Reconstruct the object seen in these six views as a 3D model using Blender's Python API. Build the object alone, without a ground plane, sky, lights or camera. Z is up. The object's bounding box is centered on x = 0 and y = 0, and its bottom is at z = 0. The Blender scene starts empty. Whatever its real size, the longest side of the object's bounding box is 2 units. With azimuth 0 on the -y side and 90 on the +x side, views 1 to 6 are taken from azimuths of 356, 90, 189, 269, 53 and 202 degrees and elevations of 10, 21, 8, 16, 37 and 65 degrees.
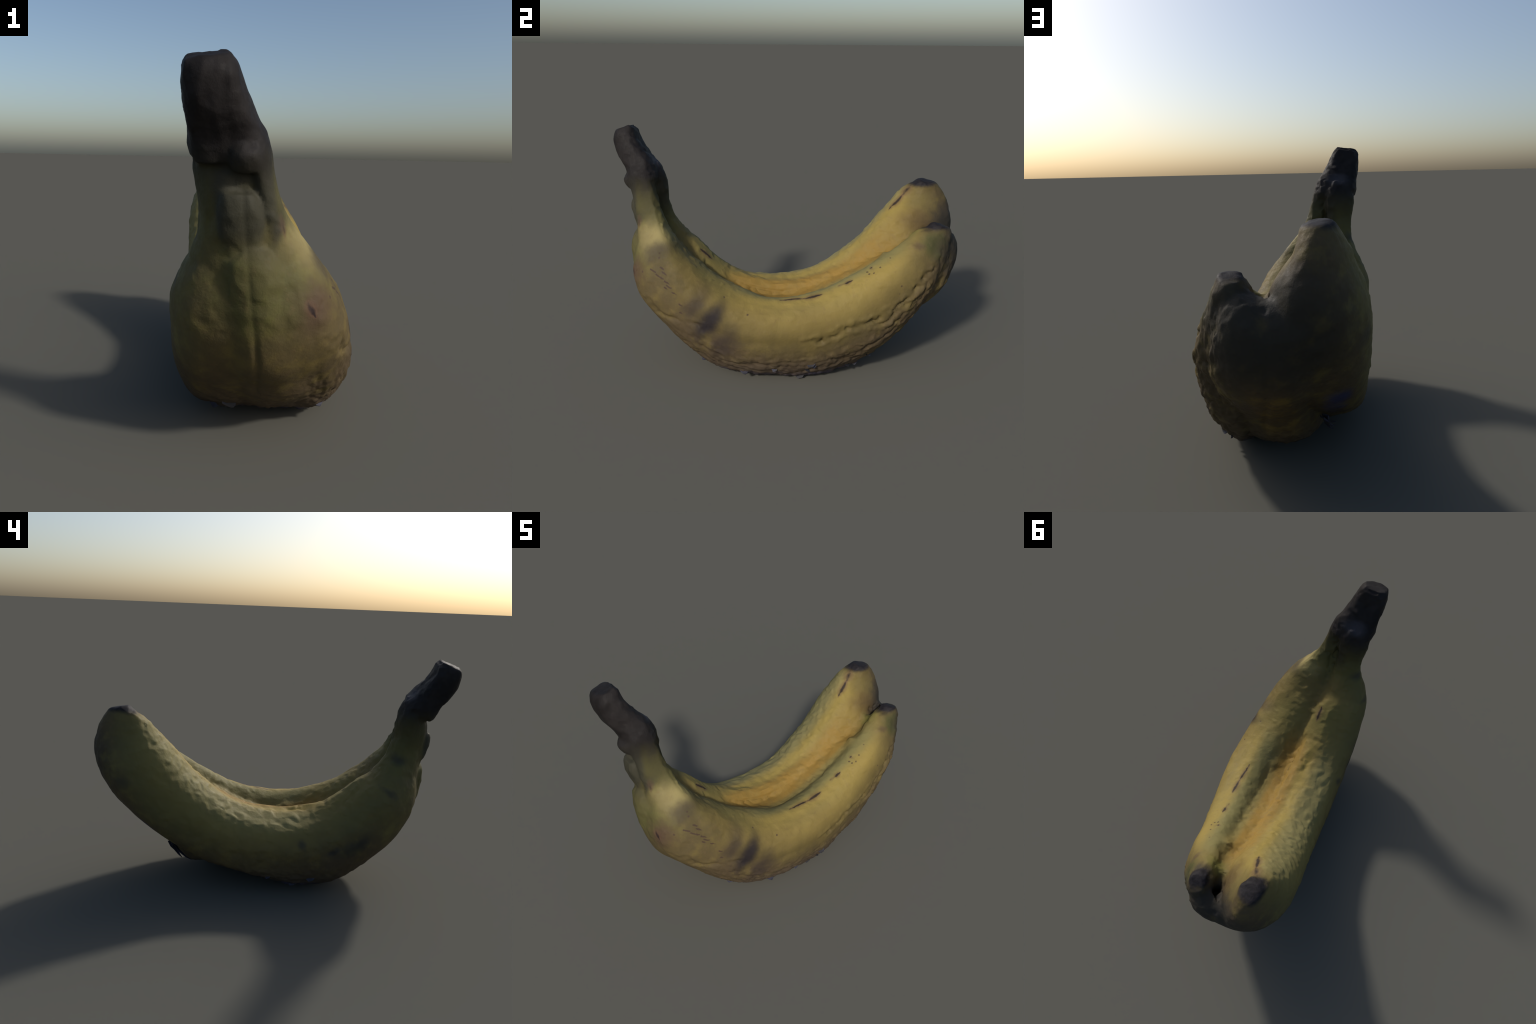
"""A scanned pair of ripe bananas still joined at a dry, cut stem.

Each banana is a loft: a spine of stations (x, y, z, half width, inner half depth,
outer half depth) swept with a rounded five-sided section.  The lofts are fused into one
skin, given relief (facets, wrinkles, seams, pits), and the skin is split into its parts.
"""
import bpy, bmesh, math, random
import numpy as np
from mathutils import Vector, noise
from mathutils.bvhtree import BVHTree
from mathutils.kdtree import KDTree

rng = np.random.default_rng(7)
random.seed(7)

# ----------------------------------------------------------------------------- profiles
FRONT = [  # banana on the +x side, tip to neck
    (.096, .862, .872, .044, .050, .058), (.100, .834, .785, .076, .112, .096),
    (.146, .707, .580, .122, .190, .144), (.169, .504, .413, .139, .214, .228),
    (.195, .245, .299, .154, .206, .296), (.212, -.067, .274, .167, .182, .276),
    (.163, -.313, .300, .189, .204, .282), (.108, -.518, .410, .190, .193, .222),
    (.056, -.631, .567, .172, .147, .250), (.004, -.682, .757, .098, .045, .180),
    (-.032, -.735, .886, .046, .036, .130), (-.070, -.775, 1.02, .044, .036, .106),
    (-.092, -.810, 1.12, .040, .050, .100), (-.120, -.840, 1.19, .030, .030, .050)]
REAR = [   # banana on the -x side, tip to neck
    (-.200, .843, 1.05, .054, .050, .064), (-.214, .820, .939, .094, .142, .174),
    (-.197, .757, .759, .180, .198, .238), (-.175, .597, .521, .203, .226, .188),
    (-.176, .316, .304, .188, .236, .150), (-.178, .010, .222, .194, .238, .186),
    (-.181, -.255, .257, .194, .215, .254), (-.188, -.464, .405, .196, .163, .258),
    (-.207, -.637, .586, .165, .150, .226), (-.194, -.699, .744, .106, .086, .140),
    (-.195, -.716, .854, .077, .046, .150), (-.205, -.725, .963, .078, .034, .145),
    (-.210, -.726, 1.04, .082, .032, .130), (-.205, -.760, 1.15, .060, .030, .080)]
WEB = [    # flesh pressed together between the two
    (-.015, .856, .735, .095, .060, .055), (-.050, .885, .715, .140, .080, .080), (-.035, .890, .690, .175, .090, .110), (.000, .812, .527, .185, .100, .118),
    (.015, .590, .345, .170, .080, .108), (.000, .400, .245, .195, .080, .185), (-.020, .240, .185, .205, .080, .105),
    (.004, -.040, .141, .245, .060, .136), (.020, -.319, .153, .225, .070, .136),
    (.010, -.522, .290, .185, .120, .166), (-.010, -.600, .385, .175, .120, .178), (-.035, -.669, .483, .155, .120, .204),
    (-.085, -.766, .687, .115, .100, .146), (-.100, -.770, .770, .085, .060, .095)]
# inner shoulder of the front banana, easing down to that floor
SHOULDER = [(1.00, .085, .612, .060), (.83, .116, .600, .062), (.565, .122, .602, .066), (.20, .126, .624, .070), (-.05, .126, .642, .070),
            (-.30, .105, .634, .075), (-.60, .060, .664, .065), (-.88, .000, .700, .050)]
# inner rim of the rear banana, fuller than a plain oval
RIM = [(1.00, -.100, .566, .050), (.83, -.095, .556, .058), (.565, -.090, .552, .062), (.20, -.088, .562, .062), (-.05, -.090, .576, .060), (-.30, -.098, .600, .055), (-.60, -.115, .640, .045)]
STEM_JOIN = [(-.115, -.720, .800, .055, .010, .110), (-.135, -.765, .920, .080, .004, .090), (-.150, -.775, 1.06, .095, .006, .090)]
# shallow floor of the groove on the inner side: angle round the bend, x, distance of the floor
GROOVE = [(1.23, .015, .735, .065), (1.07, .038, .682, .080), (.83, .034, .606, .100), (.565, .026, .582, .110),
          (.20, .024, .604, .110), (-.05, .026, .640, .108), (-.30, .024, .662, .105), (-.60, .000, .682, .095), (-.90, -.055, .715, .075), (-1.20, -.110, .765, .055)]
STEM = [   # crown and cut stalk
    (-.167, -.785, 1.03, .100, .036, .082), (-.167, -.780, 1.07, .114, .048, .102), (-.180, -.800, 1.119, .122, .064, .105),
    (-.196, -.830, 1.178, .110, .050, .103), (-.217, -.880, 1.243, .095, .050, .101),
    (-.234, -.920, 1.309, .083, .066, .078), (-.238, -.934, 1.348, .066, .062, .046)]
FLAP = [   # remnant of a third neck torn off the crown
    (-.145, -.868, .955, .050, .028, .028), (-.145, -.865, .925, .062, .038, .036),
    (-.135, -.844, .850, .072, .045, .036), (-.118, -.806, .760, .078, .045, .036),
    (-.115, -.760, .660, .050, .040, .030)]
KNOB = [(-.125, -.898, 1.095, .036, .026, .024), (-.125, -.895, 1.065, .050, .036, .034), (-.125, -.868, 1.025, .040, .030, .024)]

ARC_Y, ARC_Z, ARC_R = .05, 1.03, .80   # the bananas bend about a line parallel to x
VALLEY = [(gx, ARC_Y + (d + .03) * math.sin(q), ARC_Z - (d + .03) * math.cos(q), w, .03, .09) for q, gx, d, w in GROOVE] + STEM_JOIN
SLOPE = [(gx, ARC_Y + (d + .03) * math.sin(q), ARC_Z - (d + .03) * math.cos(q), w, .03, .09) for q, gx, d, w in SHOULDER]
RISE = [(gx, ARC_Y + (d + .03) * math.sin(q), ARC_Z - (d + .03) * math.cos(q), w, .03, .09) for q, gx, d, w in RIM]


def spline(rows, m):
    v = np.asarray(rows, float)
    n = len(v)
    e = np.vstack([2 * v[0] - v[1], v, 2 * v[-1] - v[-2]])
    u = np.linspace(0, n - 1, m)
    i = np.minimum(u.astype(int), n - 2)
    f = (u - i)[:, None]
    a, b, c, d = e[i], e[i + 1], e[i + 2], e[i + 3]
    return .5 * (2 * b + (c - a) * f + (2 * a - 5 * b + 4 * c - d) * f ** 2 + (3 * b - a - 3 * c + d) * f ** 3)


def loft(rows, rings=80, around=56, power=2.3, ridge=0.0, turn=0.0, roll=0.0):
    """Rings of points swept along the spine; ridge adds the soft five-sided section."""
    d = spline(rows, rings)
    p = d[:, :3]
    t = np.gradient(p, axis=0)
    t /= np.linalg.norm(t, axis=1, keepdims=True)
    side = np.array([1., 0, 0]) - t * t[:, :1]
    side /= np.linalg.norm(side, axis=1, keepdims=True)
    inner = np.cross(t, side)
    side, inner = math.cos(roll) * side + math.sin(roll) * inner, math.cos(roll) * inner - math.sin(roll) * side
    th = np.linspace(0, 2 * np.pi, around, endpoint=False)
    c, s = np.cos(th), np.sin(th)
    r = (np.abs(c) ** power + np.abs(s) ** power) ** (-1 / power)
    r = r * (1 + ridge * (np.abs(np.cos(2.5 * (th - turn))) ** .7 * -1 + .6) * -1)
    c, s = c * r, s * r
    b = np.where(s[None] > 0, d[:, 4:5], d[:, 5:6])
    return p[:, None] + side[:, None] * (d[:, 3:4] * c)[..., None] + inner[:, None] * (b * s)[..., None]


def add_loft(bm, grid):
    rings = [[bm.verts.new(q) for q in ring] for ring in grid]
    n = len(rings[0])
    for lo, hi in zip(rings, rings[1:]):
        for i in range(n):
            bm.faces.new((lo[i], lo[(i + 1) % n], hi[(i + 1) % n], hi[i]))
    for ring, flip in ((rings[0], True), (rings[-1], False)):
        mid = bm.verts.new(sum((v.co for v in ring), Vector()) / n)
        for i in range(n):
            a, b = ring[i], ring[(i + 1) % n]
            bm.faces.new((b, a, mid) if flip else (a, b, mid))


# ----------------------------------------------------------------------------- one fused skin
VOXEL = .0082
bm = bmesh.new()
add_loft(bm, loft(FRONT, 130, 64, 2.1, ridge=.05, turn=math.radians(35)))
add_loft(bm, loft(REAR, 130, 64, 2.1, ridge=.04, turn=math.radians(58), roll=math.radians(14)))
add_loft(bm, loft(WEB, 90, 48))
add_loft(bm, loft(VALLEY, 90, 40))
add_loft(bm, loft(SLOPE, 70, 40, power=2.0))
add_loft(bm, loft(RISE, 70, 40, power=2.0))
add_loft(bm, loft(STEM, 60, 48, power=3.6))
add_loft(bm, loft(FLAP, 50, 32))
add_loft(bm, loft(KNOB, 24, 24))
bmesh.ops.recalc_face_normals(bm, faces=bm.faces)
raw = bpy.data.meshes.new("raw")
bm.to_mesh(raw)
bm.free()
tmp = bpy.data.objects.new("raw", raw)
bpy.context.scene.collection.objects.link(tmp)
mod = tmp.modifiers.new("fuse", "REMESH")
mod.mode, mod.voxel_size, mod.use_smooth_shade = "VOXEL", VOXEL, True
mod = tmp.modifiers.new("soften", "SMOOTH")
mod.factor, mod.iterations = .5, 6
skin = bpy.data.meshes.new_from_object(tmp.evaluated_get(bpy.context.evaluated_depsgraph_get()))
bpy.data.objects.remove(tmp)
bpy.data.meshes.remove(raw)

N = len(skin.vertices)
co = np.empty(N * 3)
skin.vertices.foreach_get("co", co)
co = co.reshape(-1, 3)


def vertex_normals():
    skin.vertices.foreach_set("co", co.ravel())
    skin.update()
    out = np.empty(N * 3)
    skin.vertex_normals.foreach_get("vector", out)
    return out.reshape(-1, 3)


def smooth(a, lo, hi):
    k = np.clip((a - lo) / (hi - lo), 0, 1)
    return k * k * (3 - 2 * k)


def field(points, scale, octaves=3, seed=0.0):
    """Fractal noise in about -1..1."""
    s = np.asarray(scale, float) * np.ones(3)
    return np.array([noise.fractal(Vector(q), 1.0, 2.0, octaves) for q in points * s + seed])


def split_x(y, z):
    """Where the two bananas meet, as x for a given place along the bunch."""
    top = np.interp(y, [-.8, -.36, -.15, .1, .55, .75, .95], [-.10, .0, .045, .055, .045, .0, -.04])
    return np.where((y < -.45), np.interp(z, [.0, .4, .7, 1.1], [-.05, -.075, -.11, -.14]), top)


edges = np.empty(len(skin.edges) * 2, dtype=np.int64)
skin.edges.foreach_get("vertices", edges)
edges = edges.reshape(-1, 2)


def relax(values, times):
    for _ in range(times):
        acc = np.zeros_like(values)
        cnt = np.zeros(N)
        for a, b in ((0, 1), (1, 0)):
            np.add.at(acc, edges[:, a], values[edges[:, b]])
            np.add.at(cnt, edges[:, a], 1)
        values = .5 * values + .5 * (acc / cnt[:, None] if values.ndim > 1 else acc / cnt)
    return values


# the pressed ends are one even surface; underneath, the tip half is hollowed out
ease = np.maximum(smooth(co[:, 1], .70, .80) * smooth(.80 - co[:, 2], 0, .06) * smooth(co[:, 2], .12, .2),
                  smooth(-co[:, 1], .52, .62) * smooth(.74 - co[:, 2], 0, .10))
ease = ease * smooth(.24 - np.abs(co[:, 0] + .04), 0, .10) * .85
soft = relax(co, 70)
co = co + (soft - co) * ease[:, None]
lift = .055 * np.exp(-((co[:, 0] + .12) / .19) ** 4) * np.exp(-((co[:, 1] - .13) / .20) ** 4)
co[:, 2] += lift * smooth(.24 - co[:, 2], 0, .16)
x, y, z = co.T
phi = np.arctan2(y - ARC_Y, ARC_Z - z)
rho = np.hypot(y - ARC_Y, z - ARC_Z)
nor = relax(vertex_normals(), 4)
nor /= np.linalg.norm(nor, axis=1, keepdims=True)
radial = np.stack([np.zeros(N), np.sin(phi), -np.cos(phi)], 1)
outward = (nor * radial).sum(1)          # 1 on the outer belly, -1 on the inner curve
stalk = smooth(z, 1.0, 1.1) * (y < -.4)
front = x > split_x(y, z)

push = .0025 * field(co, 7, 2)
# long wrinkles and cracks low on the outside of the front banana
along = np.stack([phi * ARC_R * 10, (rho - .3 * np.abs(x)) * 24, x * 16], 1)
crease = 1 - np.abs(field(along, 1, 3, 3.1)) * 2.2
zone = front * smooth(outward, -.05, .4) * smooth(x, .06, .16) * smooth(phi, -.95, -.6) * smooth(1.5 - phi, 0, .35)
strength = .45 + .55 * smooth(phi, .1, .6)
push -= .020 * zone * strength * np.clip(crease - .45, 0, 1) ** 1.2
push += .007 * zone * field(along, 1.9, 3, 9.0)
# a few long open cracks, each a wandering line with a lip above it
CRACKS = [
    [(.357, .118, .280), (.338, .235, .296), (.330, .317, .346), (.308, .434, .376), (.295, .529, .405), (.288, .610, .466), (.280, .681, .515), (.267, .729, .589), (.249, .779, .649), (.202, .850, .698)],
    [(.333, .094, .072), (.334, .210, .135), (.324, .318, .160), (.307, .415, .194), (.301, .499, .240), (.277, .564, .287), (.282, .638, .410)],
    [(.303, .467, .373), (.295, .553, .381), (.287, .632, .459), (.277, .696, .478), (.270, .755, .533), (.183, .851, .552)],
    [(.153, -.821, .472), (.205, -.758, .449), (.232, -.693, .391), (.269, -.613, .375), (.296, -.525, .365), (.314, -.461, .340)],
    [(.300, -.507, .272), (.325, -.380, .177), (.335, -.295, .134), (.351, -.187, .132), (.361, -.080, .126)],
    [(.10, .55, .60), (.11, .62, .69), (.07, .66, .74), (.05, .70, .78)],
]
DEEP = (.017, .012, .014, .010, .010, .012)
wander = np.stack([field(co, 14, 2, k * 11.0) for k in (1, 2, 3)], 1) * .022
for line, depth in zip(CRACKS, DEEP):
    pts = spline(line, 160)
    kd = KDTree(len(pts))
    for i, q in enumerate(pts):
        kd.insert(q, i)
    kd.balance()
    dist = np.array([kd.find(q)[2] if abs(q[1] - pts[80][1]) < .6 else 9. for q in co + wander])
    broken = .25 + .9 * smooth(field(co, 17, 2, depth * 900), -.25, .2)
    depth = depth * broken
    push += -depth * np.exp(-(dist / .010) ** 2) + .35 * depth * np.exp(-((dist - .03) / .018) ** 2)
# small lumps along the lower edge, and a ragged foot
low = smooth(.30 - z, 0, .2)
push += .006 * low * field(co, 30, 3, 5.0) + .010 * smooth(.10 - z, 0, .08) * field(co, 24, 3, 6.0)
# uneven knuckles where the necks leave the bananas
knuckle = smooth(-y, .62, .74) * smooth(z, .42, .55) * smooth(1.0 - z, 0, .12) * smooth(-nor[:, 1], .1, .6)
push += .004 * knuckle * field(co, 13, 2, 2.0)
# the rear banana's back shoulder is drawn in
push -= .012 * smooth(-x, .17, .28) * smooth(-outward, -.1, .5) * smooth(y, -.62, -.45) * smooth(.45 - y, 0, .3)
push -= .016 * smooth(x, .20, .28) * smooth(.22 - z, 0, .1) * np.maximum(smooth(y, .2, .35), smooth(-y, .35, .5))
push += .016 * smooth(-x, .20, .30) * smooth(outward, 0, .5) * smooth(-y, .2, .4) * smooth(.5 - z, 0, .2)
# lumpy dry stalk
push += stalk * (.0055 * field(co, (10, 10, 5), 2, 8.0) + .0045 * field(co, (30, 26, 4), 2, 12.0))
# seam pressed between the two bananas on the outside
seam = np.exp(-((x - split_x(y, z)) / .010) ** 2) * smooth(outward, .1, .5) * smooth(1.02 - z, 0, .1) * smooth(z, .12, .3)
push -= seam * np.where(y < 0, .007, .005)
# torn holes in the notch between the tips
for c, r in (((.000, .745, .800), .013), ((-.020, .815, .800), .015), ((.020, .690, .780), .012), ((-.035, .860, .79), .012)):
    push -= .030 * np.exp(-(((co - c) ** 2).sum(1)) / r ** 2)
# a wart-like pit low on the front banana
push -= .016 * np.exp(-(((co - (.262, -.588, .308)) ** 2).sum(1)) / .014 ** 2)
push += .006 * np.exp(-(((co - (.262, -.588, .308)) ** 2).sum(1)) / .035 ** 2)
co = co + nor * push[:, None]

# hand-sized facets: the skin is pressed towards a coarse, slightly shaken triangulation of itself
skin.vertices.foreach_set("co", co.ravel())
skin.update()
tmp = bpy.data.objects.new("coarse", skin)
bpy.context.scene.collection.objects.link(tmp)
mod = tmp.modifiers.new("triangles", "REMESH")
mod.mode, mod.voxel_size = "VOXEL", .031
coarse = bpy.data.meshes.new_from_object(tmp.evaluated_get(bpy.context.evaluated_depsgraph_get()))
bpy.data.objects.remove(tmp)
exact = BVHTree.FromPolygons([Vector(q) for q in co], [tuple(p.vertices) for p in skin.polygons])
bm = bmesh.new()
bm.from_mesh(coarse)
bm.normal_update()
for v in bm.verts:
    spot = exact.find_nearest(v.co + Vector(rng.normal(0, .0075, 3)))
    v.co = spot[0] + spot[1] * float(rng.normal(0, .0024))
bmesh.ops.triangulate(bm, faces=bm.faces, quad_method="SHORT_EDGE")
bvh = BVHTree.FromBMesh(bm)
bm.free()
bpy.data.meshes.remove(coarse)
onto = np.array([bvh.find_nearest(Vector(q))[0] for q in co])
inside = smooth(-outward, -.05, .45)
behind = smooth(-x, .12, .2) * smooth(-outward, -.35, 0)
ends = smooth(y, .72, .85) * .7
press = np.clip(np.maximum.reduce([inside * np.where(x > .08, .6, 1.0), behind * .95, ends * .8, knuckle * .6, stalk * .45, zone * .3]), .05, 1)
co = co + np.clip(onto - co, -.016, .016) * press[:, None]

# stand it in its frame
co[:, 0] = np.where(co[:, 2] < .95, co[:, 0] * (1 + .008 * smooth(.95 - co[:, 2], 0, .3)), co[:, 0])
co[:, 2] = np.where(co[:, 2] < .004, .004 * np.exp((co[:, 2] - .004) / .012), co[:, 2])
normals = vertex_normals()

# ----------------------------------------------------------------------------- materials


class Nodes:
    """Small helper to write shader maths as expressions."""

    def __init__(self, name):
        self.mat = bpy.data.materials.new(name)
        self.mat.use_nodes = True
        self.t = self.mat.node_tree
        self.t.nodes.clear()

    def node(self, kind, **sets):
        n = self.t.nodes.new(kind)
        for k, v in sets.items():
            setattr(n, k, v)
        return n

    def put(self, socket, value):
        if hasattr(value, "links"):
            self.t.links.new(value, socket)
        else:
            socket.default_value = value

    def math(self, op, a, b=0.0, c=0.0, clamp=False):
        n = self.node("ShaderNodeMath", operation=op, use_clamp=clamp)
        for s, v in zip(n.inputs, (a, b, c)):
            self.put(s, v)
        return n.outputs[0]

    def vmath(self, op, a, b=(0, 0, 0)):
        n = self.node("ShaderNodeVectorMath", operation=op)
        self.put(n.inputs[0], a)
        self.put(n.inputs[1], b)
        return n.outputs["Value"] if op in ("LENGTH", "DOT_PRODUCT") else n.outputs[0]

    def ramp(self, v, lo, hi, a=0.0, b=1.0):
        n = self.node("ShaderNodeMapRange", interpolation_type="SMOOTHSTEP")
        for s, q in zip(n.inputs, (v, lo, hi, a, b)):
            self.put(s, q)
        return n.outputs[0]

    def mul(self, *v):
        out = v[0]
        for q in v[1:]:
            out = self.math("MULTIPLY", out, q)
        return out

    def noise(self, vec, scale, detail=3.0, rough=.55, color=False):
        n = self.node("ShaderNodeTexNoise")
        self.put(n.inputs["Vector"], vec)
        n.inputs["Scale"].default_value, n.inputs["Detail"].default_value = scale, detail
        n.inputs["Roughness"].default_value = rough
        return n.outputs["Color" if color else "Fac"]

    def mix(self, fac, a, b):
        n = self.node("ShaderNodeMix", data_type="RGBA")
        self.put(n.inputs["Factor"], fac)
        for s, v in ((n.inputs["A"], a), (n.inputs["B"], b)):
            ss = [i for i in n.inputs if i.name == s.name and i.type == "RGBA"][0]
            self.put(ss, v if hasattr(v, "links") else (*v, 1))
        return [o for o in n.outputs if o.type == "RGBA"][0]


def polar(p):
    """World place -> (x, distance from the bend's axis, length along the bend)."""
    px, py, pz = p
    return (px, math.hypot(py - ARC_Y, pz - ARC_Z), math.atan2(py - ARC_Y, ARC_Z - pz) * ARC_R)


PURPLE, DARK = (.036, .027, .025), (.022, .015, .015)
# soft bruises: place, reach (across, deep, along), colour, strength
BRUISES = [
    ((.137, -.710, .722), (.12, .13, .065), PURPLE, .62),
    ((.270, -.470, .505), (.15, .17, .085), PURPLE, .40),
    ((.290, -.505, .450), (.15, .10, .070), PURPLE, .55),
    ((.322, -.415, .380), (.16, .21, .080), (.018, .015, .018), .95),
    ((.345, -.330, .250), (.16, .17, .085), PURPLE, .75),
    ((.110, -.840, .590), (.10, .13, .100), (.075, .045, .032), .75),
    ((-.371, -.480, .330), (.14, .065, .140), (.028, .028, .026), .8),
    ((-.368, -.367, .295), (.12, .030, .055), (.028, .026, .026), .8),
    ((-.361, -.191, .322), (.12, .045, .040), (.045, .042, .034), .7),
    ((-.356, -.653, .650), (.12, .080, .030), (.050, .046, .034), .7),
    ((-.282, -.701, .818), (.10, .070, .050), (.040, .038, .030), .8),
    ((-.360, .804, .658), (.12, .080, .060), (.050, .046, .035), .6),
    ((.193, .728, .778), (.06, .06, .035), (.070, .045, .030), .6),
    ((-.050, .770, .840), (.09, .16, .130), (.085, .055, .024), .55),
    ((-.02, -.842, .860), (.035, .10, .075), (.030, .028, .026), .8),
]
# crisp dark streaks: two ends, half width
STREAKS = [
    ((.205, -.030, .457), (.218, .110, .478), .010), ((.221, .100, .476), (.218, .205, .497), .015),
    ((.196, .292, .534), (.200, .330, .555), .006), ((.201, .325, .550), (.202, .372, .578), .011),
    ((.180, .462, .640), (.176, .482, .652), .009), ((-.154, .624, .884), (-.178, .708, .970), .015),
    ((-.176, .700, .962), (-.205, .760, 1.018), .019), ((-.112, -.503, .645), (-.108, -.432, .574), .014),
    ((.080, -.874, .620), (.110, -.858, .560), .014), ((.003, -.838, .900), (.010, -.838, .820), .014),
]
# short cross dashes down the knuckle of the front banana: middle, half length
DASHES = [((.191, -.733, .626), .018), ((.209, -.669, .618), .017), ((.194, -.682, .642), .012), ((.209, -.707, .606), .009),
          ((.218, -.685, .595), .014), ((.235, -.650, .572), .020), ((.243, -.642, .552), .016), ((.245, -.658, .544), .010),
          ((.260, -.612, .519), .014), ((.284, -.575, .461), .010), ((.294, -.572, .415), .010)]
DOTS = [(.213, .555, .682), (.179, .575, .707), (.191, .453, .624), (.209, .461, .620), (.221, .484, .631), (.205, .520, .660),
        (.278, .628, .579), (.282, .618, .535), (.317, -.207, .422), (.252, -.338, .497), (-.093, -.090, .423),
        (-.233, .643, .888), (-.231, .669, .927), (.167, -.797, .611), (.144, -.699, .713), (.157, -.700, .689), (.165, -.700, .665)]


def banana_material(name):
    m = Nodes(name)
    obj = m.node("ShaderNodeTexCoord").outputs["Object"]
    sep = m.node("ShaderNodeSeparateXYZ")
    m.put(sep.inputs[0], obj)
    X, Y, Z = sep.outputs
    dy, dz = m.math("SUBTRACT", Y, ARC_Y), m.math("SUBTRACT", ARC_Z, Z)
    RHO = m.math("SQRT", m.math("ADD", m.mul(dy, dy), m.mul(dz, dz)))
    PHI = m.math("ARCTAN2", dy, dz)
    comb = m.node("ShaderNodeCombineXYZ")
    for s, v in zip(comb.inputs, (X, RHO, m.mul(PHI, ARC_R))):
        m.put(s, v)
    P = comb.outputs[0]
    wob = m.vmath("SUBTRACT", m.noise(obj, 9, 4, .6, True), (.5, .5, .5))
    PW = m.vmath("ADD", P, m.vmath("MULTIPLY", wob, (.07, .07, .07)))
    PF = m.vmath("ADD", P, m.vmath("MULTIPLY", m.vmath("SUBTRACT", m.noise(obj, 45, 2, .5, True), (.5, .5, .5)), (.008, .008, .012)))

    def blob(vec, place, reach, lo=.15, hi=1.0):
        d = m.vmath("MULTIPLY", m.vmath("SUBTRACT", vec, polar(place)), tuple(1 / r for r in reach))
        return m.ramp(m.vmath("LENGTH", d), lo, hi, 1.0, 0.0)

    OW = m.vmath("ADD", obj, m.vmath("MULTIPLY", m.vmath("SUBTRACT", m.noise(obj, 50, 2, .5, True), (.5, .5, .5)), (.009, .009, .009)))

    def capsule(a, b, taper=1.0):
        """Distance from the line a-b."""
        a, b = Vector(a), Vector(b)
        ab = b - a
        rel = m.vmath("SUBTRACT", OW, tuple(a))
        k = m.math("MULTIPLY", m.vmath("DOT_PRODUCT", rel, tuple(ab / ab.length_squared)), 1.0, clamp=True)
        n = m.node("ShaderNodeVectorMath", operation="SCALE")
        n.inputs[0].default_value = ab
        m.put(n.inputs["Scale"], k)
        d = m.vmath("LENGTH", m.vmath("SUBTRACT", rel, n.outputs[0]))
        if taper < 1:
            belly = m.math("MULTIPLY", m.math("MULTIPLY", k, m.math("SUBTRACT", 1.0, k)), 4 * (1 - taper))
            d = m.math("DIVIDE", d, m.math("ADD", belly, taper))
        return d

    big, mid, fine = m.noise(obj, 3.2, 3), m.noise(obj, 11, 4, .6), m.noise(obj, 60, 3, .6)
    grain = m.noise(P, 26, 4, .65)
    c = m.mix(m.ramp(big, .35, .65), (.195, .143, .043), (.226, .169, .050))
    # outer flank browned and darkened, part of the scan's shade kept in its colour
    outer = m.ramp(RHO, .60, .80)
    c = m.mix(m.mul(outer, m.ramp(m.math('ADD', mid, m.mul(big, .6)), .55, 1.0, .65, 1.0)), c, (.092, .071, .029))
    # pale waxy crests on the inner curve
    crest = m.ramp(RHO, .50, .64, 1, 0)
    c = m.mix(m.mul(crest, .55), c, (.250, .210, .080))
    # coloured strips running along the inner curve
    for lo, hi, edge, col, k in ((.185, .275, .035, (.264, .196, .053), .8), (.085, .190, .04, (.165, .158, .066), .6),
                                 (-.165, -.105, .03, (.255, .190, .050), .8), (-.330, -.190, .05, (.225, .205, .092), .6)):
        xx = m.math("ADD", X, m.mul(m.math("SUBTRACT", mid, .5), .06))
        strip = m.mul(m.ramp(xx, lo - edge, lo + edge), m.ramp(xx, hi - edge, hi + edge, 1, 0), m.ramp(RHO, .62, .72, 1, 0), m.ramp(PHI, -.75, -.35))
        c = m.mix(m.mul(strip, k), c, col)
    # rear banana's inner flank tinted orange for light bounced between the two skins
    lane = m.mul(m.ramp(X, -.130, -.070), m.ramp(X, .025, .065, 1, 0), m.ramp(RHO, .50, .57), m.ramp(PHI, -.75, -.45))
    c = m.mix(m.mul(lane, m.ramp(PHI, .85, 1.25, 1, .2), m.ramp(mid, .3, .7, .50, .85)), c, (.250, .148, .031))
    # green towards necks and inner side near them
    green = m.math("ADD", PHI, m.mul(m.math("SUBTRACT", mid, .5), .35))
    c = m.mix(m.mul(m.ramp(green, -1.0, -1.40), .85), c, (.092, .088, .030))
    c = m.mix(m.mul(m.ramp(green, -.45, -1.0), m.ramp(RHO, .62, .72, 1, 0), .75), c, (.125, .120, .040))
    c = m.mix(m.mul(m.ramp(X, -.2, -.36), m.ramp(Z, .2, .5), .4), c, (.135, .132, .050))
    # front knuckle patches, pale bulge under the front neck
    c = m.mix(m.mul(blob(PW, (.065, -.757, .780), (.19, .17, .135)), .85), c, (.290, .238, .098))
    c = m.mix(m.mul(blob(PW, (-.08, -.83, .64), (.27, .24, .20)), .92), c, (.083, .084, .027))
    # green ends
    c = m.mix(m.mul(blob(PW, (.165, .84, .77), (.13, .13, .11), .35), .9), c, (.062, .066, .022))
    c = m.mix(m.mul(blob(PW, (.06, .74, .79), (.09, .08, .10)), .6), c, (.190, .190, .045))
    c = m.mix(m.mul(blob(PW, (-.16, .83, .94), (.16, .16, .10)), .5), c, (.165, .130, .042))
    # brown mottling low on the outside
    lower = m.mul(m.ramp(RHO, .75, .92), m.ramp(mid, .28, .55), m.ramp(PHI, -1.0, -.6, .35, 1))
    c = m.mix(m.mul(lower, .8), c, (.072, .051, .032))
    under = m.ramp(m.math("ADD", Z, m.mul(m.math("SUBTRACT", mid, .5), .22)), .20, .08)
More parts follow.
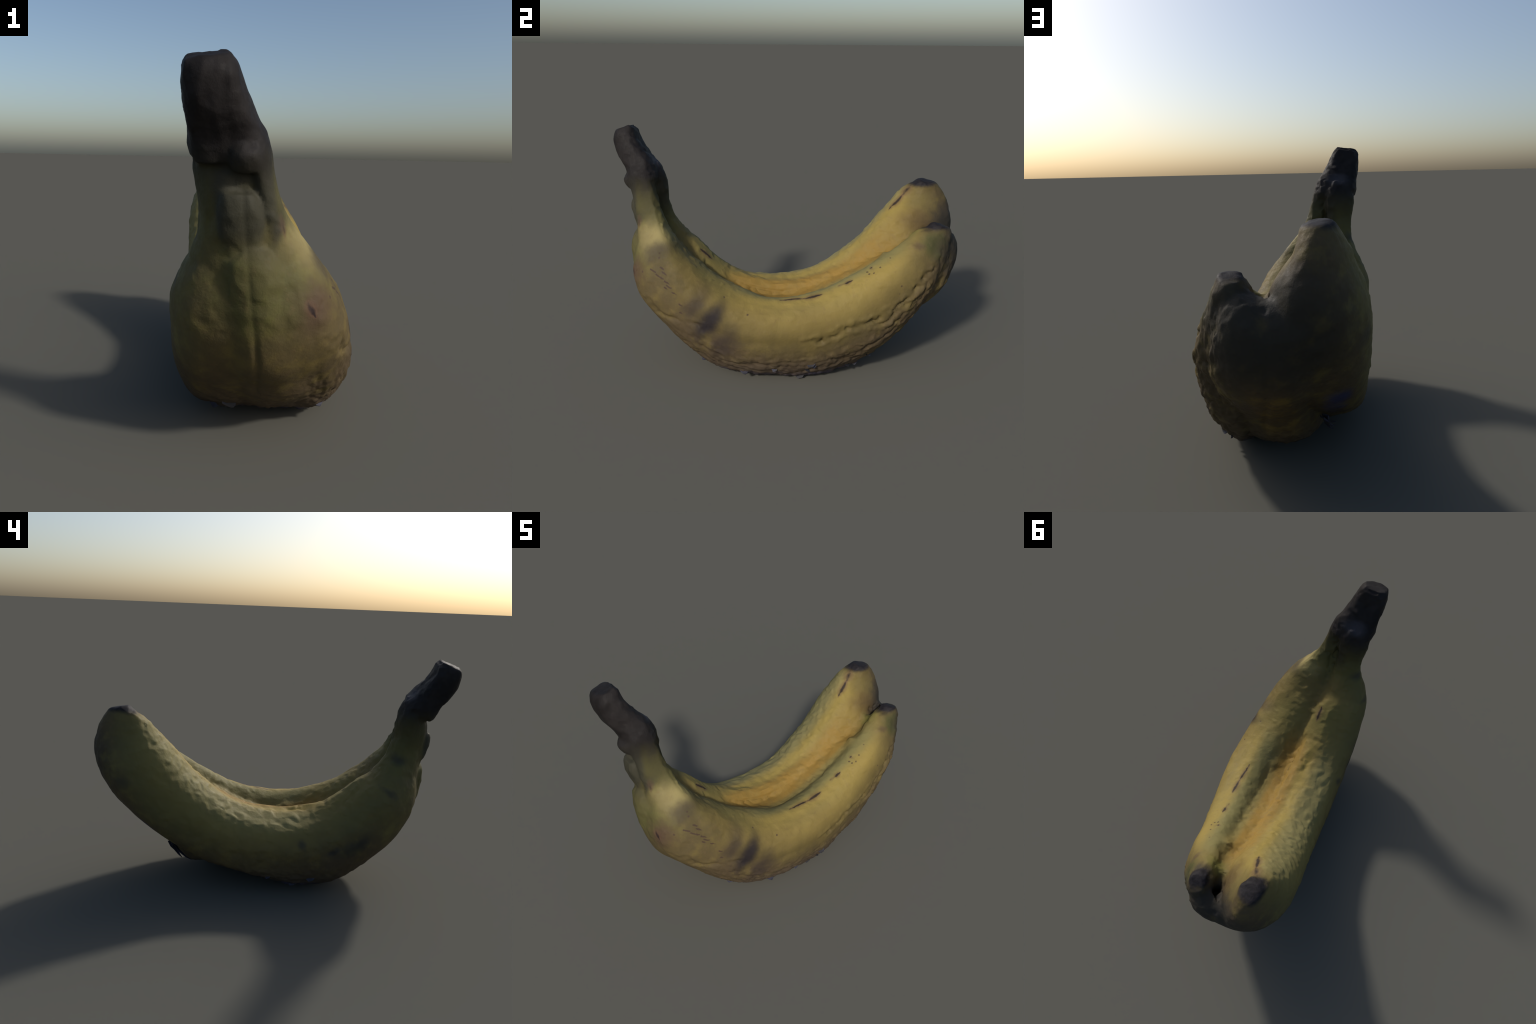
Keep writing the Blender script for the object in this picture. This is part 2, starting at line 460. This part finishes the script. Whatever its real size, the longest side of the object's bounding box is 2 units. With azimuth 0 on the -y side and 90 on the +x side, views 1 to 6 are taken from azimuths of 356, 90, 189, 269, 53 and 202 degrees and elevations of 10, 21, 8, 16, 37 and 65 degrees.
    c = m.mix(m.mul(under, .75), c, (.066, .050, .037))
    # bluish residue left on the foot
    res = m.ramp(m.math("ADD", Z, m.mul(m.math("SUBTRACT", mid, .5), .16)), .075, .015)
    c = m.mix(m.mul(res, .85), c, (.045, .045, .080))
    for p, r in (((-.26, .70, .39), (.08, .05, .10)), ((-.25, .60, .28), (.08, .05, .12)), ((-.05, .93, .76), (.05, .06, .05)), ((.0, .86, .80), (.05, .06, .04))):
        c = m.mix(m.mul(blob(PW, p, r), .8), c, (.034, .042, .120))
    # grain and small freckles
    c = m.mix(m.mul(m.ramp(grain, .52, .75), .28), c, (.150, .100, .048))
    c = m.mix(m.mul(m.ramp(fine, .66, .74), .35, outer), c, (.120, .078, .045))
    c = m.mix(m.mul(blob(PW, (-.05, .94, .72), (.40, .26, .28), .35), m.ramp(mid, .25, .5, .75, .97)), c, (.032, .029, .023))
    for p, r, col, k in BRUISES:
        c = m.mix(m.mul(blob(PW, p, r), k), c, col)
    for a, b, w in STREAKS:
        d = capsule(a, b, .3)
        c = m.mix(m.ramp(d, w * .6, w * 2.6, .45, 0), c, (.110, .060, .040))
        c = m.mix(m.ramp(d, w * .25, w, .92, 0), c, DARK)
    for p, h in DASHES:
        e = Vector((.10, .25, .75)).normalized().cross(Vector((.85, -.5, .15))).normalized() * h
        c = m.mix(m.ramp(capsule(Vector(p) - e, Vector(p) + e), .0025, .0065, .8, 0), c, (.050, .030, .024))
    for p in DOTS:
        c = m.mix(m.ramp(capsule(p, Vector(p) + Vector((.001, 0, 0))), .003, .008, .8, 0), c, (.055, .034, .026))
    # dry stem: fades from olive through brown to near black
    s = m.math("ADD", Z, m.mul(m.math("SUBTRACT", mid, .5), .10))
    isneck = m.ramp(Y, -.45, -.55)
    c = m.mix(m.mul(m.ramp(s, .80, .96), isneck, .85), c, (.062, .056, .024))
    c = m.mix(m.mul(blob(PW, (-.145, -.715, .960), (.06, .09, .17)), .85), c, (.028, .026, .016))  # shadow in the channel between the necks, painted dark
    torn = m.mul(isneck, m.ramp(m.math("ADD", Y, m.mul(m.math("SUBTRACT", mid, .5), .04)), -.835, -.865), m.ramp(Z, .70, .86))
    c = m.mix(torn, c, (.042, .040, .027))
    c = m.mix(m.mul(m.ramp(s, .93, 1.12), isneck), c, m.mix(m.ramp(mid, .35, .7), (.012, .0102, .0100), (.020, .0175, .0172)))
    c = m.mix(m.mul(blob(PW, (-.19, -.765, 1.16), (.10, .05, .07)), .6), c, (.050, .050, .062))
    # dry blossom ends
    for p, up in (((.096, .862, .905), .862), ((-.200, .845, 1.085), 1.036)):
        h = m.math("ADD", Z, m.mul(m.math("SUBTRACT", mid, .5), .035))
        h = m.math("SUBTRACT", h, m.mul(m.math("SUBTRACT", p[1], Y), -.10))
        cap = m.mul(m.ramp(h, up - .020, up + .006), m.ramp(m.math("ABSOLUTE", m.math("SUBTRACT", X, p[0])), .13, .15, 1, 0), m.ramp(Y, .55, .6))
        c = m.mix(cap, c, m.mix(m.ramp(fine, .35, .65), (.013, .0115, .0125), (.022, .0195, .0215)))
    bsdf = m.node("ShaderNodeBsdfPrincipled")
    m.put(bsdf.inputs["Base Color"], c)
    m.put(bsdf.inputs["Roughness"], m.ramp(fine, .3, .7, .58, .72))
    bsdf.inputs["Specular IOR Level"].default_value = .14
    bump = m.node("ShaderNodeBump")
    bump.inputs["Strength"].default_value, bump.inputs["Distance"].default_value = .25, .006
    m.put(bump.inputs["Height"], m.noise(obj, 75, 3, .6))
    m.put(bsdf.inputs["Normal"], bump.outputs[0])
    out = m.node("ShaderNodeOutputMaterial")
    m.put(out.inputs[0], bsdf.outputs[0])
    return m.mat


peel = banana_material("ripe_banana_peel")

# ----------------------------------------------------------------------------- parts
F = len(skin.polygons)
loops = np.empty(len(skin.loops), dtype=np.int64)
skin.loops.foreach_get("vertex_index", loops)
starts = np.empty(F, dtype=np.int64)
skin.polygons.foreach_get("loop_start", starts)
totals = np.empty(F, dtype=np.int64)
skin.polygons.foreach_get("loop_total", totals)
polys = [loops[s:s + n] for s, n in zip(starts, totals)]
mid = np.array([co[p].mean(0) for p in polys])
fx, fy, fz = mid.T
is_front = fx > split_x(fy, fz)
is_stem = (fy < -.45) & (fz > 1.045)
is_flap = (fy < -.845) & (fz > .74) & ~is_stem & (np.abs(fx + .16) < .10)
tip_f = (fy > .5) & is_front & (fz > .866 - .10 * (.862 - fy)) & (fx > .0)
tip_r = (fy > .5) & ~is_front & (fz > 1.040 - .10 * (.845 - fy))


def part(name, mask, parent):
    used = np.unique(np.concatenate([polys[i] for i in np.nonzero(mask)[0]]))
    index = np.full(N, -1)
    index[used] = np.arange(len(used))
    me = bpy.data.meshes.new(name)
    me.from_pydata(co[used].tolist(), [], [index[polys[i]].tolist() for i in np.nonzero(mask)[0]])
    me.polygons.foreach_set("use_smooth", [True] * len(me.polygons))
    me.normals_split_custom_set_from_vertices(normals[used].tolist())
    me.materials.append(peel)
    ob = bpy.data.objects.new(name, me)
    bpy.context.scene.collection.objects.link(ob)
    ob.parent = parent
    return ob


bunch = bpy.data.objects.new("banana_bunch", None)
bpy.context.scene.collection.objects.link(bunch)
bunch["label"] = "pair of ripe spotted yellow bananas joined at a dark dry stem"
bunch["category"] = "bananas"

body = ~(is_stem | is_flap | tip_f | tip_r)
banana_f = part("banana", body & is_front, bunch)
banana_r = part("banana", body & ~is_front, bunch)
part("blossom_end", tip_f, banana_f)
part("blossom_end", tip_r, banana_r)
stem = part("stem", is_stem, bunch)
part("torn_neck", is_flap, stem)

# ragged scraps of residue clinging along the foot
m = Nodes("bluish_residue")
tc = m.node("ShaderNodeTexCoord").outputs["Object"]
bsdf = m.node("ShaderNodeBsdfPrincipled")
m.put(bsdf.inputs["Base Color"], m.mix(m.ramp(m.noise(tc, 14), .4, .62), (.016, .015, .017), (.022, .023, .044)))
bsdf.inputs["Roughness"].default_value = .7
m.put(m.node("ShaderNodeOutputMaterial").inputs[0], bsdf.outputs[0])
bm = bmesh.new()


def scrap(root, tip, width, thick):
    """A tapering, bent, solid sliver."""
    root, tip = Vector(root), Vector(tip)
    d = tip - root
    side = d.cross(Vector((0, 0, 1)))
    side = (side if side.length > 1e-4 else d.cross(Vector((1, 0, 0)))).normalized()
    up = d.cross(side).normalized()
    rows = []
    for k, w in ((0, 1.), (.4, .85), (.75, .5), (1., .12)):
        c = root + d * k + up * (.12 * d.length * math.sin(3 * k)) + side * float(rng.normal(0, .12)) * width
        rows.append([bm.verts.new(c + side * (width * w * a) + up * (thick * w * b)) for a, b in ((-1, -.6), (1, -.6), (.8, .6), (-.8, .6))])
    for lo, hi in zip(rows, rows[1:]):
        for i in range(4):
            bm.faces.new((lo[i], lo[(i + 1) % 4], hi[(i + 1) % 4], hi[i]))
    bm.faces.new(rows[0][::-1])
    bm.faces.new(rows[-1])


edge = np.nonzero((co[:, 2] < .13) & (co[:, 2] > .015) & (normals[:, 2] < -.25) & (normals[:, 2] > -.8))[0]
for i in rng.choice(edge, 16, replace=False):
    p, n = Vector(co[i]), Vector(normals[i])
    d = (n + Vector((0, float(rng.normal(0, .5)), -.3))).normalized() * float(rng.uniform(.012, .024))
    q = p + d
    q.z = max(q.z, .002)
    scrap(p - n * .012, q, float(rng.uniform(.018, .034)), float(rng.uniform(.005, .010)))
for a, b, w in (((-.20, .56, .25), (-.24, .44, .155), .010), ((-.20, .56, .25), (-.23, .50, .165), .016), ((-.19, .58, .25), (-.245, .535, .215), .014)):
    scrap(a, b, w, .006)
bmesh.ops.recalc_face_normals(bm, faces=bm.faces)
me = bpy.data.meshes.new("residue")
bm.to_mesh(me)
bm.free()
me.materials.append(m.mat)
residue = bpy.data.objects.new("residue", me)
residue["kind"] = "stuff"
residue.parent = bunch
bpy.context.scene.collection.objects.link(residue)
bpy.data.meshes.remove(skin)
